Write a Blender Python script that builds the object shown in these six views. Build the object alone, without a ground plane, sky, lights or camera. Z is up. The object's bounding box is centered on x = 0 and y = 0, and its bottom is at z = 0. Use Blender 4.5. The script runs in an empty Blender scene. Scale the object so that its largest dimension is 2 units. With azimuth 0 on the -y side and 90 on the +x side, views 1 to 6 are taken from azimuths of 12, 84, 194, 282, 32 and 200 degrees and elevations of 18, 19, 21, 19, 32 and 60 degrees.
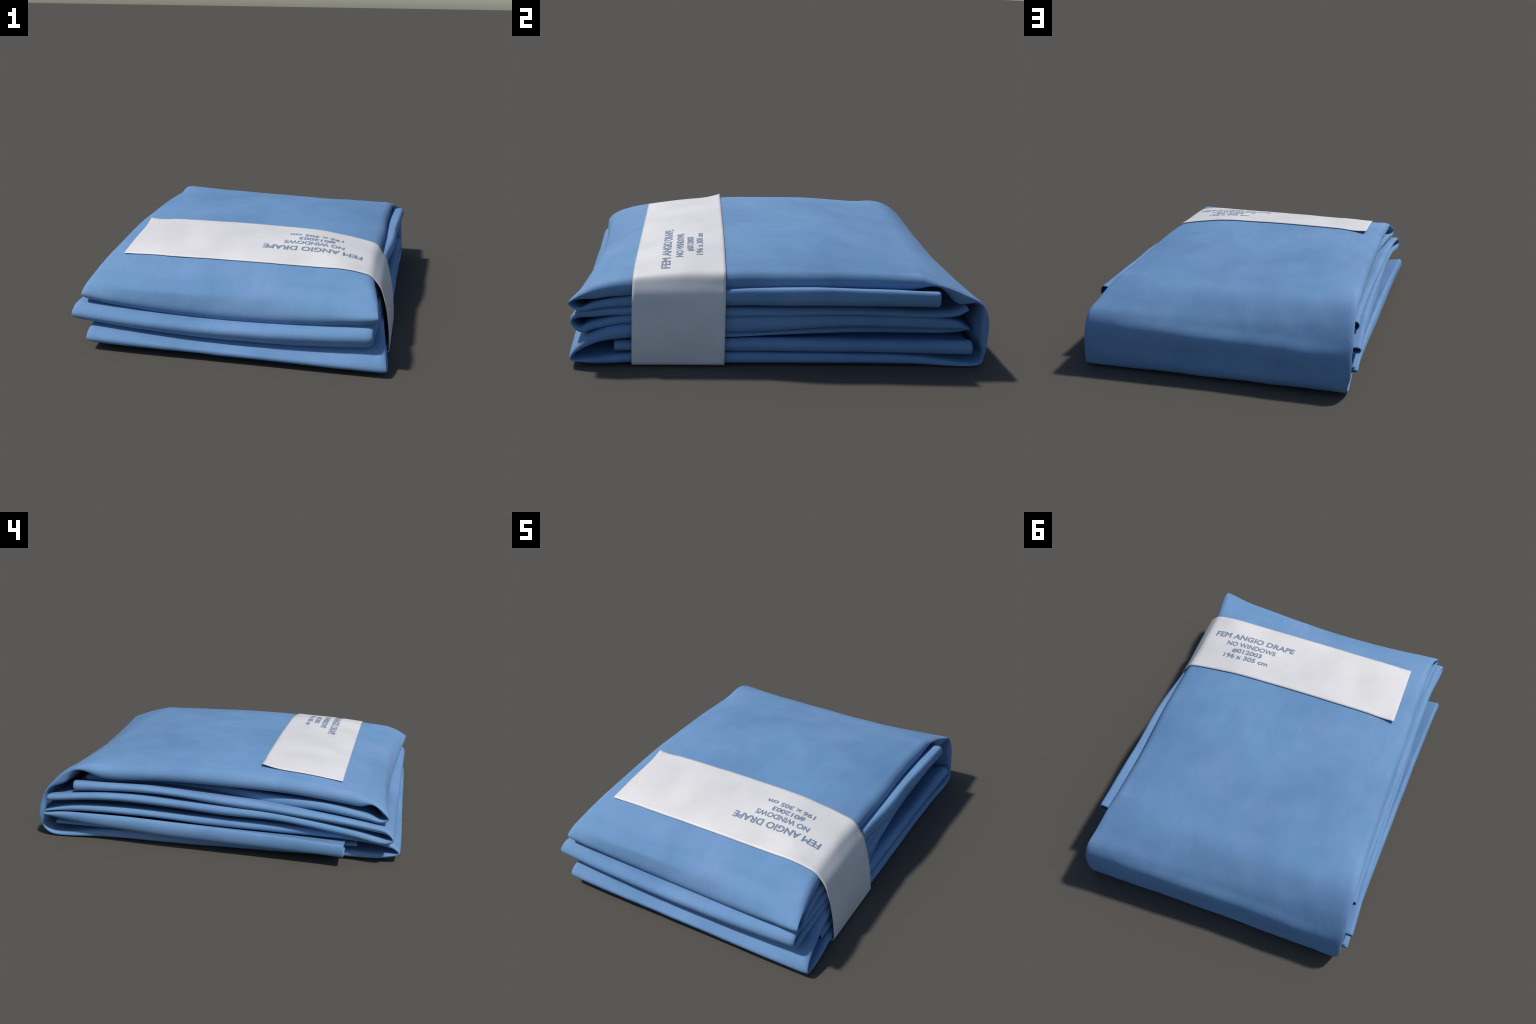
"""Folded blue surgical drape held by a printed white paper band.

The cloth is a long flattened tube that is folded to and fro.  Each ribbon below is
described by stations along its fold path: the left and right edge lines (x, y, z),
how thick the doubled cloth is at either edge, how soft its rolled edge is, and how
far the middle swells or draws back.  Everything else is interpolated.
"""
import bpy, math
import numpy as np
from mathutils import Vector, noise
from mathutils.bvhtree import BVHTree

NOISE_SEED = Vector((3.7, 11.2, 5.9))


# ------------------------------------------------------------------ helpers
def centripetal(rows, per=14):
    """Catmull-Rom through station rows; returns densely sampled rows."""
    P = np.asarray(rows, float)
    n = len(P)
    key = P[:, [1, 2, 4, 5]]
    d = np.maximum(np.linalg.norm(np.diff(key, axis=0), axis=1), 1e-4) ** 0.5
    k = np.concatenate([[0], np.cumsum(d)])
    # monotone-ish cubic Hermite with finite-difference tangents on centripetal knots
    m = np.zeros_like(P)
    for i in range(n):
        if i == 0:
            m[i] = (P[1] - P[0]) / (k[1] - k[0])
        elif i == n - 1:
            m[i] = (P[-1] - P[-2]) / (k[-1] - k[-2])
        else:
            a = (P[i] - P[i - 1]) / (k[i] - k[i - 1])
            b = (P[i + 1] - P[i]) / (k[i + 1] - k[i])
            w = (k[i + 1] - k[i]) / (k[i + 1] - k[i - 1])
            m[i] = a * w + b * (1 - w)
    out = []
    for i in range(n - 1):
        h = k[i + 1] - k[i]
        length = np.linalg.norm(key[i + 1] - key[i])
        steps = int(max(6, min(40, length / 0.012)))
        for u in np.linspace(0, 1, steps, endpoint=False):
            h00 = 2 * u**3 - 3 * u**2 + 1
            h10 = u**3 - 2 * u**2 + u
            h01 = -2 * u**3 + 3 * u**2
            h11 = u**3 - u**2
            out.append(h00 * P[i] + h10 * h * m[i] + h01 * P[i + 1] + h11 * h * m[i + 1])
    out.append(P[-1])
    return np.array(out)


def edge_round(d, a):
    u = np.clip(d / np.maximum(a, 1e-4), 0, 1)
    return np.sqrt(np.maximum(0.0, 1 - (1 - u) ** 2))


def make_mesh(name, verts, faces, material, smooth=True):
    me = bpy.data.meshes.new(name)
    me.from_pydata([tuple(v) for v in verts], [], faces)
    me.update()
    if smooth:
        me.polygons.foreach_set("use_smooth", [True] * len(me.polygons))
    ob = bpy.data.objects.new(name, me)
    bpy.context.collection.objects.link(ob)
    me.materials.append(material)
    return ob


def soft_noise(p, scale, stretch=(1, 1, 1)):
    return noise.noise(Vector((p[0] * scale * stretch[0], p[1] * scale * stretch[1], p[2] * scale * stretch[2])) + NOISE_SEED)


# station columns:
# xL yL zL | xR yR zR | outL outR inL inR | softL softR | swell pull sag (both act mid-width)
#  0  1  2    3  4  5     6    7   8   9     10    11      12   13   14
def ribbon(name, stations, material, wobble=0.003, shell=0.004, middle=72, rim=11, dents=(), slack=None):
    slack = slack or [0.0] * len(stations)
    S = centripetal([tuple(row) + (k,) for row, k in zip(stations, slack)])
    S[:, 6:12] = np.maximum(S[:, 6:12], 0.002)
    ns = len(S)
    # fractions across, packed towards both rims
    th = np.linspace(0, math.pi / 2, rim)
    rimfrac = 1 - np.cos(th)                       # 0..1 over the soft width
    verts = np.zeros((ns, 2 * (2 * rim + middle - 2), 3))
    L, R = S[:, 0:3], S[:, 3:6]
    width = R[:, 0] - L[:, 0]

    def column(t):
        """centre line at fraction t (array ns)"""
        C = L + (R - L) * t[:, None]
        hump = (1 - (2 * t - 1) ** 2)
        C[:, 1] += S[:, 13] * hump
        C[:, 2] += S[:, 14] * hump
        return C

    def normals(C):
        T = np.gradient(C[:, 1:3], axis=0)
        T /= np.maximum(np.linalg.norm(T, axis=1), 1e-9)[:, None]
        return np.stack([np.zeros(ns), -T[:, 1], T[:, 0]], axis=1)

    def place(t, side):
        C = column(t)
        N = normals(C)
        dL = t * width
        dR = (1 - t) * width
        sL, sR = S[:, 10], S[:, 11]
        if side < 0:                                # the inner ply rolls more tightly
            sL, sR = np.minimum(sL, 0.022), np.minimum(sR, 0.022)
        prof = edge_round(dL, sL) * edge_round(dR, sR)
        inward = np.clip((np.minimum(dL, dR) - 0.03) / 0.10, 0, 1)
        thin = 1 - S[:, 15] * inward * inward * (3 - 2 * inward)
        if side > 0:
            h = (S[:, 6] * (1 - t) + S[:, 7] * t) * thin
            hump = (1 - (2 * t - 1) ** 2)
            # a tight roll at the rim, then a soft pillow towards the middle
            roll = np.minimum(h, 0.035)
            tight = edge_round(dL, np.minimum(sL, 0.04)) * edge_round(dR, np.minimum(sR, 0.04))
            uL, uR = np.clip(dL / sL, 0, 1), np.clip(dR / sR, 0, 1)
            pillow = (1 - (1 - uL) ** 2) * (1 - (1 - uR) ** 2)
            off = roll * tight + (h - roll) * pillow + S[:, 12] * hump
        else:
            h = (S[:, 8] * (1 - t) + S[:, 9] * t) * thin
            hump = (1 - (2 * t - 1) ** 2)
            off = -h * prof + S[:, 12] * hump * 0.9
        return C + N * off[:, None]

    cols = []
    for side in (1, -1):
        sL = S[:, 10] if side > 0 else np.minimum(S[:, 10], 0.022)
        sR = S[:, 11] if side > 0 else np.minimum(S[:, 11], 0.022)
        fr = []
        kL, kR = np.minimum(sL, 0.04), np.minimum(sR, 0.04)
        for q in rimfrac:
            fr.append(q * kL / width)
        for q in np.linspace(0, 1, middle)[1:-1]:
            a = kL / width
            b = 1 - kR / width
            fr.append(a + (b - a) * q)
        for q in rimfrac[::-1]:
            fr.append(1 - q * kR / width)
        if side < 0:
            fr = fr[::-1][1:-1]
        for f in fr:
            cols.append(place(f, side))
    V = np.stack(cols, axis=1)                      # ns x nc x 3
    nc = V.shape[1]
    flat = V.reshape(-1, 3)
    faces = []
    for i in range(ns - 1):
        for j in range(nc):
            k = (j + 1) % nc
            faces.append((i * nc + j, i * nc + k, (i + 1) * nc + k, (i + 1) * nc + j))
    ob = make_mesh(name, flat, faces, material)
    me = ob.data
    # gentle slackness of the cloth
    if wobble:
        nor = [v.normal.copy() for v in me.vertices]
        for v, n in zip(me.vertices, nor):
            p = v.co
            d = (soft_noise(p, 3.1, (1, 1, 1.6)) + 0.45 * soft_noise(p, 8.0, (1, 0.6, 1.5)) + 0.22 * soft_noise(p, 17.0, (1, 0.5, 1.0))) * wobble
            v.co = p + n * d
    for dx, dy, rx, ry, depth in dents:              # soft hollows of the upper surface
        for v in me.vertices:
            if v.co.z > 0.29:
                g = ((v.co.x - dx) / rx) ** 2 + ((v.co.y - dy) / ry) ** 2
                if g < 6:
                    v.co.z -= depth * math.exp(-g) * min(1.0, (v.co.z - 0.29) / 0.03)
    for v in me.vertices:
        if v.co.z < 0.0035:
            v.co.z = 0.0035
    mod = ob.modifiers.new("cloth_thickness", "SOLIDIFY")
    mod.thickness = shell
    mod.offset = -1
    return ob


# ------------------------------------------------------------------ materials
def cloth_material():
    m = bpy.data.materials.new("blue_woven_cloth")
    m.use_nodes = True
    nt = m.node_tree
    N, K = nt.nodes, nt.links
    bsdf = N["Principled BSDF"]
    bsdf.inputs["Roughness"].default_value = 0.75
    bsdf.inputs["Specular IOR Level"].default_value = 0.18
    bsdf.inputs["Sheen Weight"].default_value = 0.04
    bsdf.inputs["Sheen Roughness"].default_value = 0.5
    tc = N.new("ShaderNodeTexCoord")

    def tex(scale, stretch, detail=3, rough=0.5, dist=0.0):
        mp = N.new("ShaderNodeMapping")
        mp.inputs["Scale"].default_value = stretch
        K.new(tc.outputs["Object"], mp.inputs["Vector"])
        t = N.new("ShaderNodeTexNoise")
        t.inputs["Scale"].default_value = scale
        t.inputs["Detail"].default_value = detail
        t.inputs["Roughness"].default_value = rough
        t.inputs["Distortion"].default_value = dist
        K.new(mp.outputs["Vector"], t.inputs["Vector"])
        return t.outputs["Fac"]

    def ramp(fac, stops):
        r = N.new("ShaderNodeValToRGB")
        e = r.color_ramp.elements
        e[0].position, e[0].color = stops[0][0], (*stops[0][1], 1)
        e[1].position, e[1].color = stops[-1][0], (*stops[-1][1], 1)
        for p, c in stops[1:-1]:
            x = e.new(p)
            x.color = (*c, 1)
        K.new(fac, r.inputs["Fac"])
        return r.outputs["Color"]

    def mix(a, b, fac, mode="MIX"):
        x = N.new("ShaderNodeMix")
        x.data_type = "RGBA"
        x.blend_type = mode
        if isinstance(fac, float):
            x.inputs["Factor"].default_value = fac
        else:
            K.new(fac, x.inputs["Factor"])
        K.new(a, x.inputs["A"])
        K.new(b, x.inputs["B"])
        return x.outputs["Result"]

    hue = ramp(tex(3.2, (1, 1, 1), 2.5), [(0.36, CLOTH_TEAL), (0.5, CLOTH_BASE), (0.64, CLOTH_VIOLET)])
    tone = ramp(tex(2.3, (1.0, 0.8, 1.0), 4, 0.55, 0.3), [(0.3, (0.86, 0.88, 0.91)), (0.5, (1, 1, 1)), (0.72, (1.10, 1.08, 1.05))])
    col = mix(hue, tone, 1.0, "MULTIPLY")
    streak = ramp(tex(9.0, (4.0, 0.8, 1.5), 4, 0.6, 0.4), [(0.36, (0.93, 0.94, 0.96)), (0.5, (1, 1, 1)), (0.68, (1.03, 1.02, 1.01))])
    col = mix(col, streak, 0.45, "MULTIPLY")
    wear = ramp(tex(6.5, (1.0, 1.0, 1.0), 5, 0.6, 0.2), [(0.34, (0.95, 0.955, 0.965)), (0.5, (1, 1, 1)), (0.7, (1.07, 1.055, 1.03))])
    col = mix(col, wear, 0.9, "MULTIPLY")
    K.new(col, bsdf.inputs["Base Color"])
    # fine slack creases running with the length of the pack
    bump = N.new("ShaderNodeBump")
    bump.inputs["Strength"].default_value = 0.17
    bump.inputs["Distance"].default_value = 0.012
    patch = N.new("ShaderNodeMapRange")
    patch.inputs["From Min"].default_value = 0.42
    patch.inputs["From Max"].default_value = 0.66
    K.new(tex(3.0, (1, 1, 1), 1), patch.inputs["Value"])
    crease = N.new("ShaderNodeMath")
    crease.operation = "MULTIPLY"
    K.new(tex(8.0, (3.0, 0.9, 1.5), 3, 0.5, 0.5), crease.inputs[0])
    K.new(patch.outputs["Result"], crease.inputs[1])
    K.new(crease.outputs["Value"], bump.inputs["Height"])
    K.new(bump.outputs["Normal"], bsdf.inputs["Normal"])
    return m


def paper_material():
    m = bpy.data.materials.new("white_paper")
    m.use_nodes = True
    nt = m.node_tree
    N, K = nt.nodes, nt.links
    bsdf = N["Principled BSDF"]
    bsdf.inputs["Roughness"].default_value = 0.45
    bsdf.inputs["Specular IOR Level"].default_value = 0.35
    tc = N.new("ShaderNodeTexCoord")
    n1 = N.new("ShaderNodeTexNoise")
    n1.inputs["Scale"].default_value = 5.0
    n1.inputs["Detail"].default_value = 6
    K.new(tc.outputs["Object"], n1.inputs["Vector"])
    r = N.new("ShaderNodeValToRGB")
    r.color_ramp.elements[0].position = 0.33
    r.color_ramp.elements[0].color = PAPER_DARK
    r.color_ramp.elements[1].position = 0.6
    r.color_ramp.elements[1].color = PAPER
    K.new(n1.outputs["Fac"], r.inputs["Fac"])
    K.new(r.outputs["Color"], bsdf.inputs["Base Color"])
    n2 = N.new("ShaderNodeTexNoise")
    n2.inputs["Scale"].default_value = 40.0
    n2.inputs["Detail"].default_value = 3
    K.new(tc.outputs["Object"], n2.inputs["Vector"])
    bump = N.new("ShaderNodeBump")
    bump.inputs["Strength"].default_value = 0.12
    bump.inputs["Distance"].default_value = 0.004
    K.new(n2.outputs["Fac"], bump.inputs["Height"])
    K.new(bump.outputs["Normal"], bsdf.inputs["Normal"])
    return m


def ink_material():
    m = bpy.data.materials.new("grey_blue_ink")
    m.use_nodes = True
    nt = m.node_tree
    N, K = nt.nodes, nt.links
    bsdf = N["Principled BSDF"]
    bsdf.inputs["Roughness"].default_value = 0.6
    tc = N.new("ShaderNodeTexCoord")
    n = N.new("ShaderNodeTexNoise")
    n.inputs["Scale"].default_value = 60.0
    K.new(tc.outputs["Object"], n.inputs["Vector"])
    r = N.new("ShaderNodeValToRGB")
    r.color_ramp.elements[0].color = (0.165, 0.230, 0.335, 1)
    r.color_ramp.elements[1].color = (0.215, 0.285, 0.395, 1)
    K.new(n.outputs["Fac"], r.inputs["Fac"])
    K.new(r.outputs["Color"], bsdf.inputs["Base Color"])
    return m


CLOTH_BASE = (0.146, 0.282, 0.492)
CLOTH_TEAL = (0.140, 0.284, 0.485)
CLOTH_VIOLET = (0.153, 0.279, 0.494)
PAPER = (0.718, 0.703, 0.696, 1)
PAPER_DARK = (0.652, 0.640, 0.634, 1)

cloth = cloth_material()
paper = paper_material()
ink = ink_material()

# ------------------------------------------------------------------ the cloth
# Outer wrap: tucked upper ply -> front upper lip -> top -> back -> underside -> front lower lip -> tucked lower ply
WRAP = [
    # tucked ply under the top (open tube end at the back, outer side faces down here)
    (-0.580, 0.740, 0.324, 0.768, 0.735, 0.335, 0.018, 0.040, 0.018, 0.040, 0.03, 0.045, 0, 0, 0),
    (-0.545, 0.300, 0.304, 0.748, 0.300, 0.333, 0.022, 0.045, 0.022, 0.045, 0.03, 0.045, 0, 0, 0),
    (-0.550, 0.000, 0.294, 0.739, 0.000, 0.328, 0.024, 0.044, 0.024, 0.044, 0.03, 0.045, 0, 0, 0),
    (-0.615, -0.22, 0.290, 0.714, -0.25, 0.312, 0.030, 0.042, 0.030, 0.042, 0.03, 0.045, 0, 0, 0),
    (-0.670, -0.60, 0.284, 0.697, -0.69, 0.284, 0.025, 0.028, 0.025, 0.028, 0.03, 0.035, 0, 0, -0.015),
    (-0.685, -0.82, 0.254, 0.715, -0.85, 0.272, 0.020, 0.020, 0.020, 0.022, 0.03, 0.03, 0.004, 0.01, -0.055),
    (-0.690, -0.895, 0.242, 0.724, -0.92, 0.262, 0.014, 0.016, 0.010, 0.010, 0.03, 0.03, 0.006, 0.045, -0.066),
    # front upper lip
    (-0.694, -0.930, 0.260, 0.723, -0.963, 0.289, 0.008, 0.008, 0.004, 0.004, 0.03, 0.03, 0.004, 0.05, -0.055),
    (-0.686, -0.905, 0.292, 0.718, -0.930, 0.314, 0.012, 0.012, 0.014, 0.016, 0.06, 0.06, 0, 0.035, -0.022),
    # top of the pack
    (-0.672, -0.850, 0.326, 0.710, -0.860, 0.332, 0.018, 0.028, 0.008, 0.034, 0.15, 0.15, 0, 0.015, -0.008),
    (-0.670, -0.785, 0.334, 0.698, -0.785, 0.340, 0.034, 0.036, 0.03, 0.034, 0.16, 0.16, 0, 0.005, -0.006),
    (-0.668, -0.690, 0.344, 0.686, -0.690, 0.344, 0.056, 0.059, 0.030, 0.036, 0.250, 0.170, 0.000, 0.000, 0.000),
    (-0.667, -0.450, 0.374, 0.676, -0.450, 0.368, 0.082, 0.086, 0.033, 0.035, 0.300, 0.360, 0.004, 0.000, 0.000),
    (-0.669, -0.250, 0.389, 0.677, -0.250, 0.378, 0.084, 0.090, 0.033, 0.038, 0.300, 0.450, 0.004, 0.000, 0.000),
    (-0.670, 0.000, 0.396, 0.685, 0.000, 0.384, 0.086, 0.092, 0.033, 0.038, 0.275, 0.450, 0.006, 0.000, 0.000),
    (-0.670, 0.300, 0.399, 0.683, 0.300, 0.386, 0.082, 0.088, 0.033, 0.038, 0.250, 0.400, 0.006, 0.000, 0.000),
    (-0.676, 0.600, 0.392, 0.690, 0.600, 0.386, 0.052, 0.052, 0.033, 0.034, 0.200, 0.300, 0.004, 0.000, 0.000),
    (-0.677, 0.750, 0.407, 0.702, 0.740, 0.388, 0.018, 0.016, 0.008, 0.010, 0.15, 0.15, 0.00, 0, -0.006),
    (-0.680, 0.850, 0.356, 0.718, 0.860, 0.350, 0.012, 0.012, 0.040, 0.052, 0.10, 0.10, 0.0, 0, -0.022),
    (-0.687, 0.922, 0.286, 0.736, 0.942, 0.314, 0.008, 0.008, 0.006, 0.006, 0.025, 0.025, 0.0, -0.018, -0.014),
    # back
    (-0.688, 0.960, 0.220, 0.745, 0.975, 0.250, 0.012, 0.012, 0.02, 0.02, 0.03, 0.03, -0.010, 0.0, 0),
    (-0.687, 0.984, 0.130, 0.755, 0.985, 0.150, 0.012, 0.012, 0.03, 0.03, 0.03, 0.03, -0.021, 0.0, 0),
    (-0.673, 0.980, 0.060, 0.763, 0.978, 0.055, 0.008, 0.008, 0.01, 0.01, 0.03, 0.03, -0.004, 0.0, 0),
    # underside
    (-0.670, 0.938, 0.020, 0.766, 0.960, 0.016, 0.008, 0.008, 0.010, 0.010, 0.03, 0.03, 0.0, 0, 0),
    (-0.660, 0.600, 0.024, 0.762, 0.600, 0.026, 0.018, 0.020, 0.030, 0.025, 0.03, 0.03, 0.0, 0, 0),
    (-0.657, 0.000, 0.026, 0.758, 0.000, 0.028, 0.020, 0.022, 0.032, 0.028, 0.03, 0.03, 0.0, 0, 0),
    (-0.652, -0.60, 0.028, 0.758, -0.65, 0.028, 0.021, 0.022, 0.030, 0.026, 0.03, 0.03, 0.0, 0, 0),
    (-0.652, -0.920, 0.038, 0.775, -0.880, 0.028, 0.018, 0.016, 0.010, 0.010, 0.04, 0.03, 0.004, 0, 0),
    # front lower lip
    (-0.652, -0.988, 0.058, 0.775, -0.954, 0.038, 0.008, 0.008, 0.004, 0.004, 0.03, 0.03, 0.004, 0.0, 0),
    (-0.652, -0.964, 0.085, 0.768, -0.935, 0.074, 0.014, 0.015, 0.008, 0.012, 0.03, 0.04, 0.0, 0.0, -0.026),
    # tucked lower ply
    (-0.652, -0.870, 0.108, 0.756, -0.840, 0.126, 0.018, 0.030, 0.012, 0.018, 0.03, 0.05, 0.0, 0, -0.036),
    (-0.672, -0.700, 0.134, 0.738, -0.690, 0.155, 0.020, 0.036, 0.02, 0.034, 0.03, 0.05, 0.0, 0, 0),
    (-0.696, 0.000, 0.166, 0.730, -0.255, 0.137, 0.022, 0.010, 0.020, 0.010, 0.03, 0.03, 0.0, 0, 0),
    (-0.700, 0.430, 0.186, 0.652, 0.350, 0.134, 0.020, 0.018, 0.016, 0.014, 0.03, 0.03, 0.0, 0, 0),
    (-0.702, 0.800, 0.184, 0.655, 0.840, 0.136, 0.018, 0.018, 0.018, 0.014, 0.03, 0.03, 0.0, 0, 0),
    (-0.703, 0.945, 0.162, 0.668, 0.930, 0.151, 0.004, 0.004, 0.004, 0.004, 0.02, 0.02, 0.0, 0, 0),
]

# Middle fold: lower ply from the back -> front middle lip -> upper ply with an open end
MIDDLE = [
    (-0.726, 0.912, 0.245, 0.680, 0.928, 0.158, 0.018, 0.004, 0.018, 0.004, 0.02, 0.02, 0, 0, 0),
    (-0.718, 0.700, 0.262, 0.686, 0.820, 0.178, 0.020, 0.030, 0.020, 0.030, 0.03, 0.035, 0, 0, 0),
    (-0.713, 0.430, 0.268, 0.690, 0.350, 0.192, 0.022, 0.032, 0.022, 0.032, 0.03, 0.04, 0, 0, 0),
    (-0.708, -0.04, 0.240, 0.724, -0.25, 0.180, 0.024, 0.042, 0.022, 0.042, 0.03, 0.04, 0, 0, 0),
    (-0.708, -0.40, 0.220, 0.722, -0.69, 0.206, 0.022, 0.021, 0.022, 0.021, 0.03, 0.03, 0, 0, 0),
    (-0.715, -0.75, 0.170, 0.710, -0.85, 0.171, 0.022, 0.020, 0.022, 0.025, 0.03, 0.03, 0.004, 0, -0.022),
    (-0.730, -0.92, 0.145, 0.702, -0.925, 0.149, 0.012, 0.014, 0.016, 0.018, 0.03, 0.03, 0.006, 0.006, -0.034),
    (-0.735, -0.958, 0.166, 0.701, -0.958, 0.188, 0.008, 0.008, 0.004, 0.004, 0.03, 0.03, 0.004, 0.010, -0.032),
    (-0.730, -0.93, 0.200, 0.702, -0.935, 0.222, 0.012, 0.014, 0.016, 0.018, 0.03, 0.03, 0.0, 0.010, -0.047),
    (-0.718, -0.84, 0.215, 0.712, -0.85, 0.240, 0.018, 0.016, 0.020, 0.024, 0.03, 0.03, 0, 0.006, -0.055),
    (-0.705, -0.40, 0.262, 0.714, -0.69, 0.243, 0.020, 0.018, 0.02, 0.018, 0.03, 0.03, 0, 0, 0),
    (-0.700, -0.08, 0.288, 0.712, -0.25, 0.240, 0.021, 0.023, 0.02, 0.023, 0.03, 0.03, 0, 0, 0),
    (-0.694, 0.330, 0.318, 0.694, 0.350, 0.244, 0.020, 0.018, 0.02, 0.018, 0.03, 0.03, 0, 0, 0),
    (-0.690, 0.650, 0.314, 0.692, 0.835, 0.237, 0.025, 0.018, 0.025, 0.018, 0.03, 0.03, 0, 0, 0),
    (-0.694, 0.767, 0.310, 0.694, 0.900, 0.270, 0.027, 0.020, 0.027, 0.018, 0.03, 0.03, 0, 0, 0),
]

# Inner roll lying on the bottom ply, open at both ends
INNER = [
    (-0.660, -0.774, 0.090, 0.742, -0.763, 0.083, 0.012, 0.024, 0.012, 0.024, 0.02, 0.03, 0, 0, 0),
    (-0.655, -0.300, 0.075, 0.745, -0.250, 0.092, 0.018, 0.030, 0.018, 0.030, 0.02, 0.035, 0, 0, 0),
    (-0.655, 0.440, 0.076, 0.752, 0.500, 0.089, 0.018, 0.029, 0.018, 0.029, 0.02, 0.035, 0, 0, 0),
    (-0.660, 0.905, 0.080, 0.762, 0.920, 0.090, 0.012, 0.034, 0.012, 0.034, 0.02, 0.045, 0, 0, 0),
]

# Loose flap that hangs out of the left side
FLAP = [
    (-0.778, -0.715, 0.098, -0.560, -0.715, 0.085, 0.037, 0.010, 0.037, 0.010, 0.02, 0.03, 0, 0, 0),
    (-0.757, -0.400, 0.105, -0.560, -0.400, 0.085, 0.041, 0.010, 0.041, 0.010, 0.02, 0.03, 0, 0, 0),
    (-0.737, 0.060, 0.115, -0.560, 0.060, 0.085, 0.046, 0.010, 0.046, 0.010, 0.025, 0.03, 0, 0, 0),
    (-0.719, 0.540, 0.132, -0.560, 0.540, 0.085, 0.042, 0.010, 0.042, 0.010, 0.025, 0.03, 0, 0, 0),
    (-0.714, 0.830, 0.147, -0.560, 0.830, 0.085, 0.026, 0.010, 0.026, 0.010, 0.025, 0.03, 0, 0, 0),
    (-0.717, 0.948, 0.148, -0.560, 0.940, 0.12, 0.006, 0.01, 0.006, 0.01, 0.02, 0.03, 0, 0, 0),
]

TOP_DENTS = [(-0.30, -0.810, 0.26, 0.09, 0.028), (-0.45, 0.25, 0.16, 0.4, 0.007), (-0.45, -0.45, 0.18, 0.16, 0.007),
             (0.20, 0.68, 0.35, 0.13, 0.008)]
wrap = ribbon("outer_wrap", WRAP, cloth, wobble=0.004, dents=TOP_DENTS,
              slack=[0.85] * 4 + [0.3] + [0.0] * (len(WRAP) - 10) + [0.6] * 5)
middle_fold = ribbon("middle_fold", MIDDLE, cloth, wobble=0.003,
                     slack=[0.75] * 5 + [0.2] + [0.0] * 3 + [0.2] + [0.85] * 5)
inner_roll = ribbon("inner_roll", INNER, cloth, wobble=0.003, slack=[0.8] * 4)
side_flap = ribbon("side_flap", FLAP, cloth, wobble=0.003, middle=30)

# ------------------------------------------------------------------ the paper band
wme = wrap.data
tree = BVHTree.FromPolygons([v.co.copy() for v in wme.vertices], [tuple(p.vertices) for p in wme.polygons])


def top_height(x, y):
    hit = tree.ray_cast(Vector((x, y, 2.0)), Vector((0, 0, -1)))
    return hit[0].z if hit[0] is not None else -1.0


LABEL_LEFT, LABEL_SIDE = -0.566, 0.771
FRONT_Y, BACK_Y = -0.682, -0.258


def upper_hull(points):
    out = []
    for p in points:
        while len(out) >= 2 and (out[-1][0] - out[-2][0]) * (p[1] - out[-2][1]) - (out[-1][1] - out[-2][1]) * (p[0] - out[-2][0]) >= 0:
            out.pop()
        out.append(p)
    return out


def band_profile(y, n=150):
    """taut line over the pack in the x-z plane, from the left end to the bottom right corner"""
    pts = []
    for x in np.linspace(LABEL_LEFT, 0.70, 120):
        z = top_height(x, y)
        if z > 0.2:
            pts.append((x, z + 0.004))
    pts += [(0.715, 0.340), (0.741, 0.245), (0.758, 0.160), (0.769, 0.060), (0.7705, 0.026), (LABEL_SIDE, 0.019)]
    pts = np.array(upper_hull(pts))
    s = np.concatenate([[0], np.cumsum(np.linalg.norm(np.diff(pts, axis=0), axis=1))])
    u = np.linspace(0, s[-1], n)
    P = np.stack([np.interp(u, s, pts[:, 0]), np.interp(u, s, pts[:, 1])], axis=1)
    for _ in range(14):                             # paper is stiff: relax the bends
        Q = P.copy()
        Q[1:-1] = 0.25 * P[:-2] + 0.5 * P[1:-1] + 0.25 * P[2:]
        P = Q
    return P


rows = []
ys = np.linspace(FRONT_Y, BACK_Y, 33)
for y in ys:
    P = band_profile(y)
    under = [(LABEL_SIDE - 0.004, 0.010), (LABEL_SIDE - 0.012, 0.0045)] + [(x, 0.0012) for x in np.linspace(LABEL_SIDE - 0.03, 0.25, 12)]
    rows.append(np.vstack([P, np.array(under)]))
G = np.stack(rows)                                  # ny x np x 2
for _ in range(6):
    H = G.copy()
    H[1:-1] = 0.25 * G[:-2] + 0.5 * G[1:-1] + 0.25 * G[2:]
    G = H
ny, npnt = G.shape[:2]
nprof = npnt - 14
for _ in range(4):                                  # keep the paper just clear of the cloth
    for i, y in enumerate(ys):
        for j in range(nprof):
            x, z = G[i, j]
            loc, nor, _f, dist = tree.find_nearest(Vector((x, y, z)))
            if loc is not None and z > 0.3:
                gap = (Vector((x, y, z)) - loc).dot(nor)
                if gap < 0.005:
                    G[i, j, 0] += nor.x * (0.005 - gap)
                    G[i, j, 1] += nor.z * (0.005 - gap)
    H = G.copy()
    H[:, 1:nprof - 1] = 0.25 * G[:, :nprof - 2] + 0.5 * G[:, 1:nprof - 1] + 0.25 * G[:, 2:nprof]
    H[1:-1] = 0.25 * H[:-2] + 0.5 * H[1:-1] + 0.25 * H[2:]
    G = H
lverts = np.zeros((ny, npnt, 3))
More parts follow.
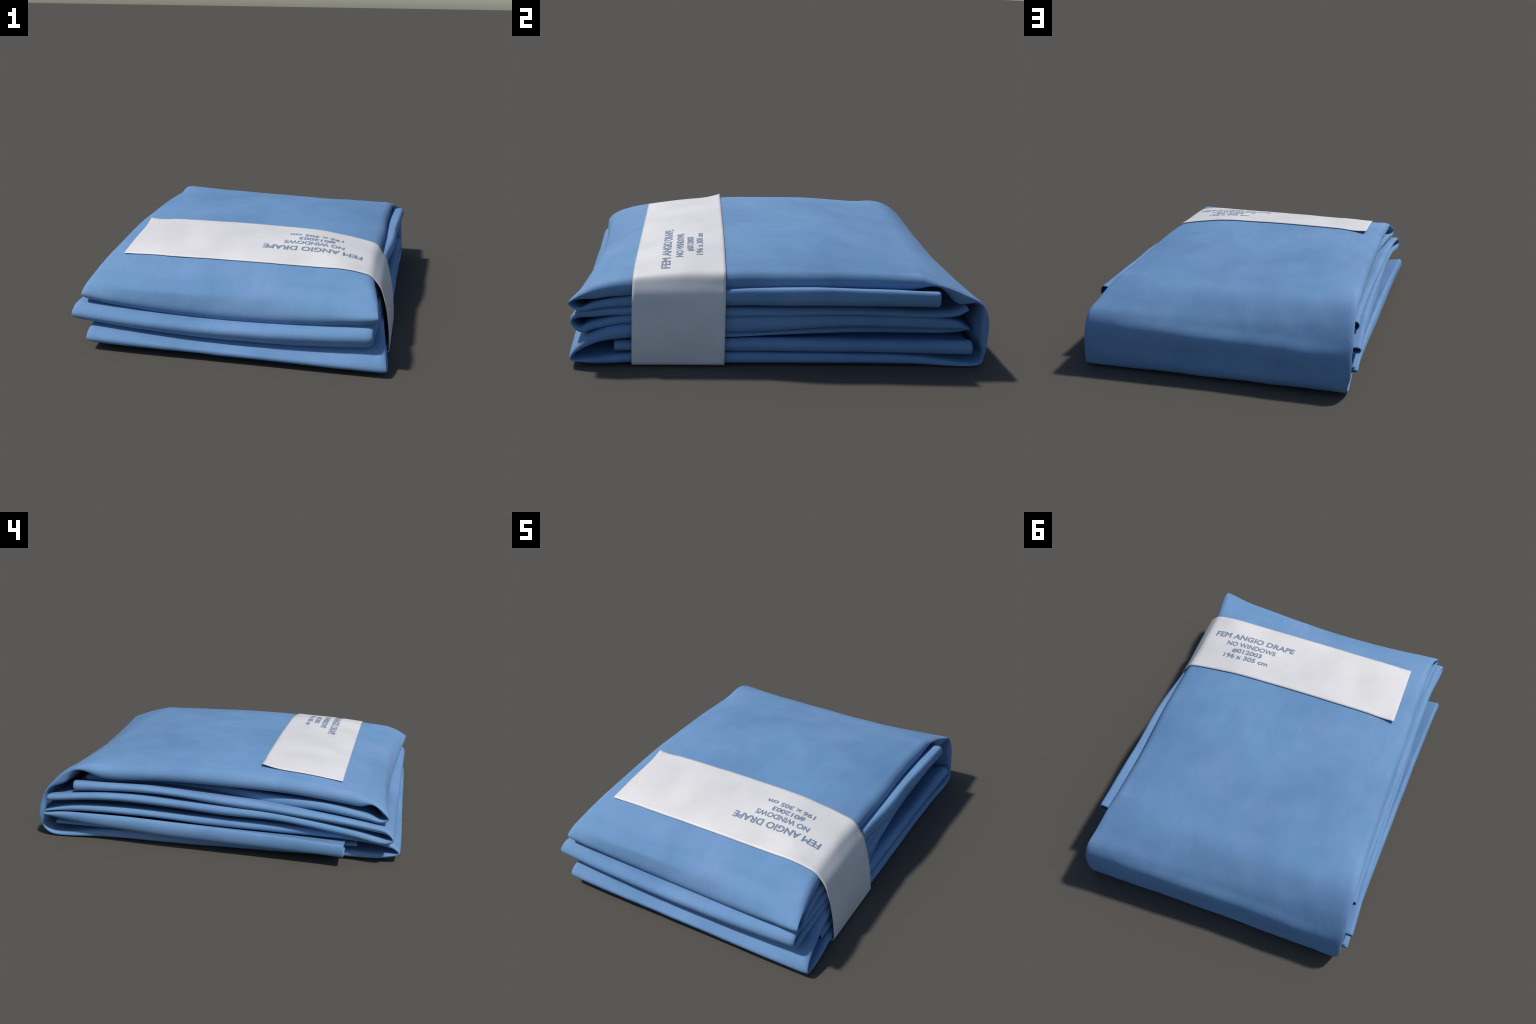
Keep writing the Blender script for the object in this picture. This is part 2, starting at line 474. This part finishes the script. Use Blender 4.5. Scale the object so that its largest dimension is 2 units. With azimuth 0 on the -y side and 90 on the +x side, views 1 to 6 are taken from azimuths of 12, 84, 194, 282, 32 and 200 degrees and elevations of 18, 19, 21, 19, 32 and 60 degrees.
for i, y in enumerate(ys):
    for j in range(npnt):
        x, z = G[i, j]
        v = i / (ny - 1)
        a = max(0.0, 1 - (x - LABEL_LEFT) / 0.10)   # the loose end
        lift = 0.016 * a ** 2 * max(0.0, (v - 0.72) / 0.28) ** 2 + 0.004 * a ** 2 * (max(0.0, (0.25 - v) / 0.25)) ** 2
        skew = 0.006 * (v - 0.5)
        lverts[i, j] = (x - (0.006 * v if j == 0 else 0), y + skew * 0, z + lift)
flat = lverts.reshape(-1, 3)
faces = [(i * npnt + j, i * npnt + j + 1, (i + 1) * npnt + j + 1, (i + 1) * npnt + j) for i in range(ny - 1) for j in range(npnt - 1)]
label = make_mesh("paper_label", flat, faces, paper)
mod = label.modifiers.new("paper_thickness", "SOLIDIFY")
mod.thickness = 0.003
mod.offset = 0
ltree = BVHTree.FromPolygons([Vector(v) for v in flat], faces)


def print_line(body, y_mid, x_from, x_to, cap):
    """one line of print, reading towards -x, laid onto the band"""
    cu = bpy.data.curves.new("printed_line", "FONT")
    cu.body = body
    cu.size = 1.0
    cu.bevel_depth = 0.030                          # heavier strokes
    cu.bevel_resolution = 0
    cu.resolution_u = 4
    ob = bpy.data.objects.new("printed_line", cu)
    bpy.context.collection.objects.link(ob)
    bpy.context.view_layer.update()
    me = bpy.data.meshes.new_from_object(ob.evaluated_get(bpy.context.evaluated_depsgraph_get()))
    bpy.data.objects.remove(ob)
    co = np.array([v.co for v in me.vertices])
    x0, x1 = co[:, 0].min(), co[:, 0].max()
    capital = 0.729 if co[:, 1].max() > 0.6 else co[:, 1].max()
    for v in me.vertices:
        tx = (v.co.x - x0) / (x1 - x0)
        ty = v.co.y / capital - 0.5
        x = x_from + (x_to - x_from) * tx
        y = y_mid - cap * ty
        hit = ltree.ray_cast(Vector((x, y, 2)), Vector((0, 0, -1)))
        v.co = (x, y, (hit[0].z if hit[0] else 0.45) + 0.0022 + 0.02 * v.co.z)
    me.name = "printed_line"
    me.materials.clear()
    me.materials.append(ink)
    line = bpy.data.objects.new("printed_line", me)
    bpy.context.collection.objects.link(line)
    return line


lines = [
    print_line("FEM ANGIO DRAPE", -0.537, 0.607, 0.112, 0.041),
    print_line("NO WINDOWS", -0.475, 0.512, 0.208, 0.034),
    print_line("#012003", -0.426, 0.460, 0.276, 0.031),
    print_line("196 x 305 cm", -0.380, 0.497, 0.222, 0.031),
]

# ------------------------------------------------------------------ hierarchy
root = bpy.data.objects.new("folded_drape", None)
bpy.context.collection.objects.link(root)
root["label"] = "folded blue surgical drape with a printed white paper band"
root["category"] = "folded cloth"
for part in (wrap, middle_fold, inner_roll, side_flap, label):
    part.parent = root
for ln in lines:
    ln.parent = label
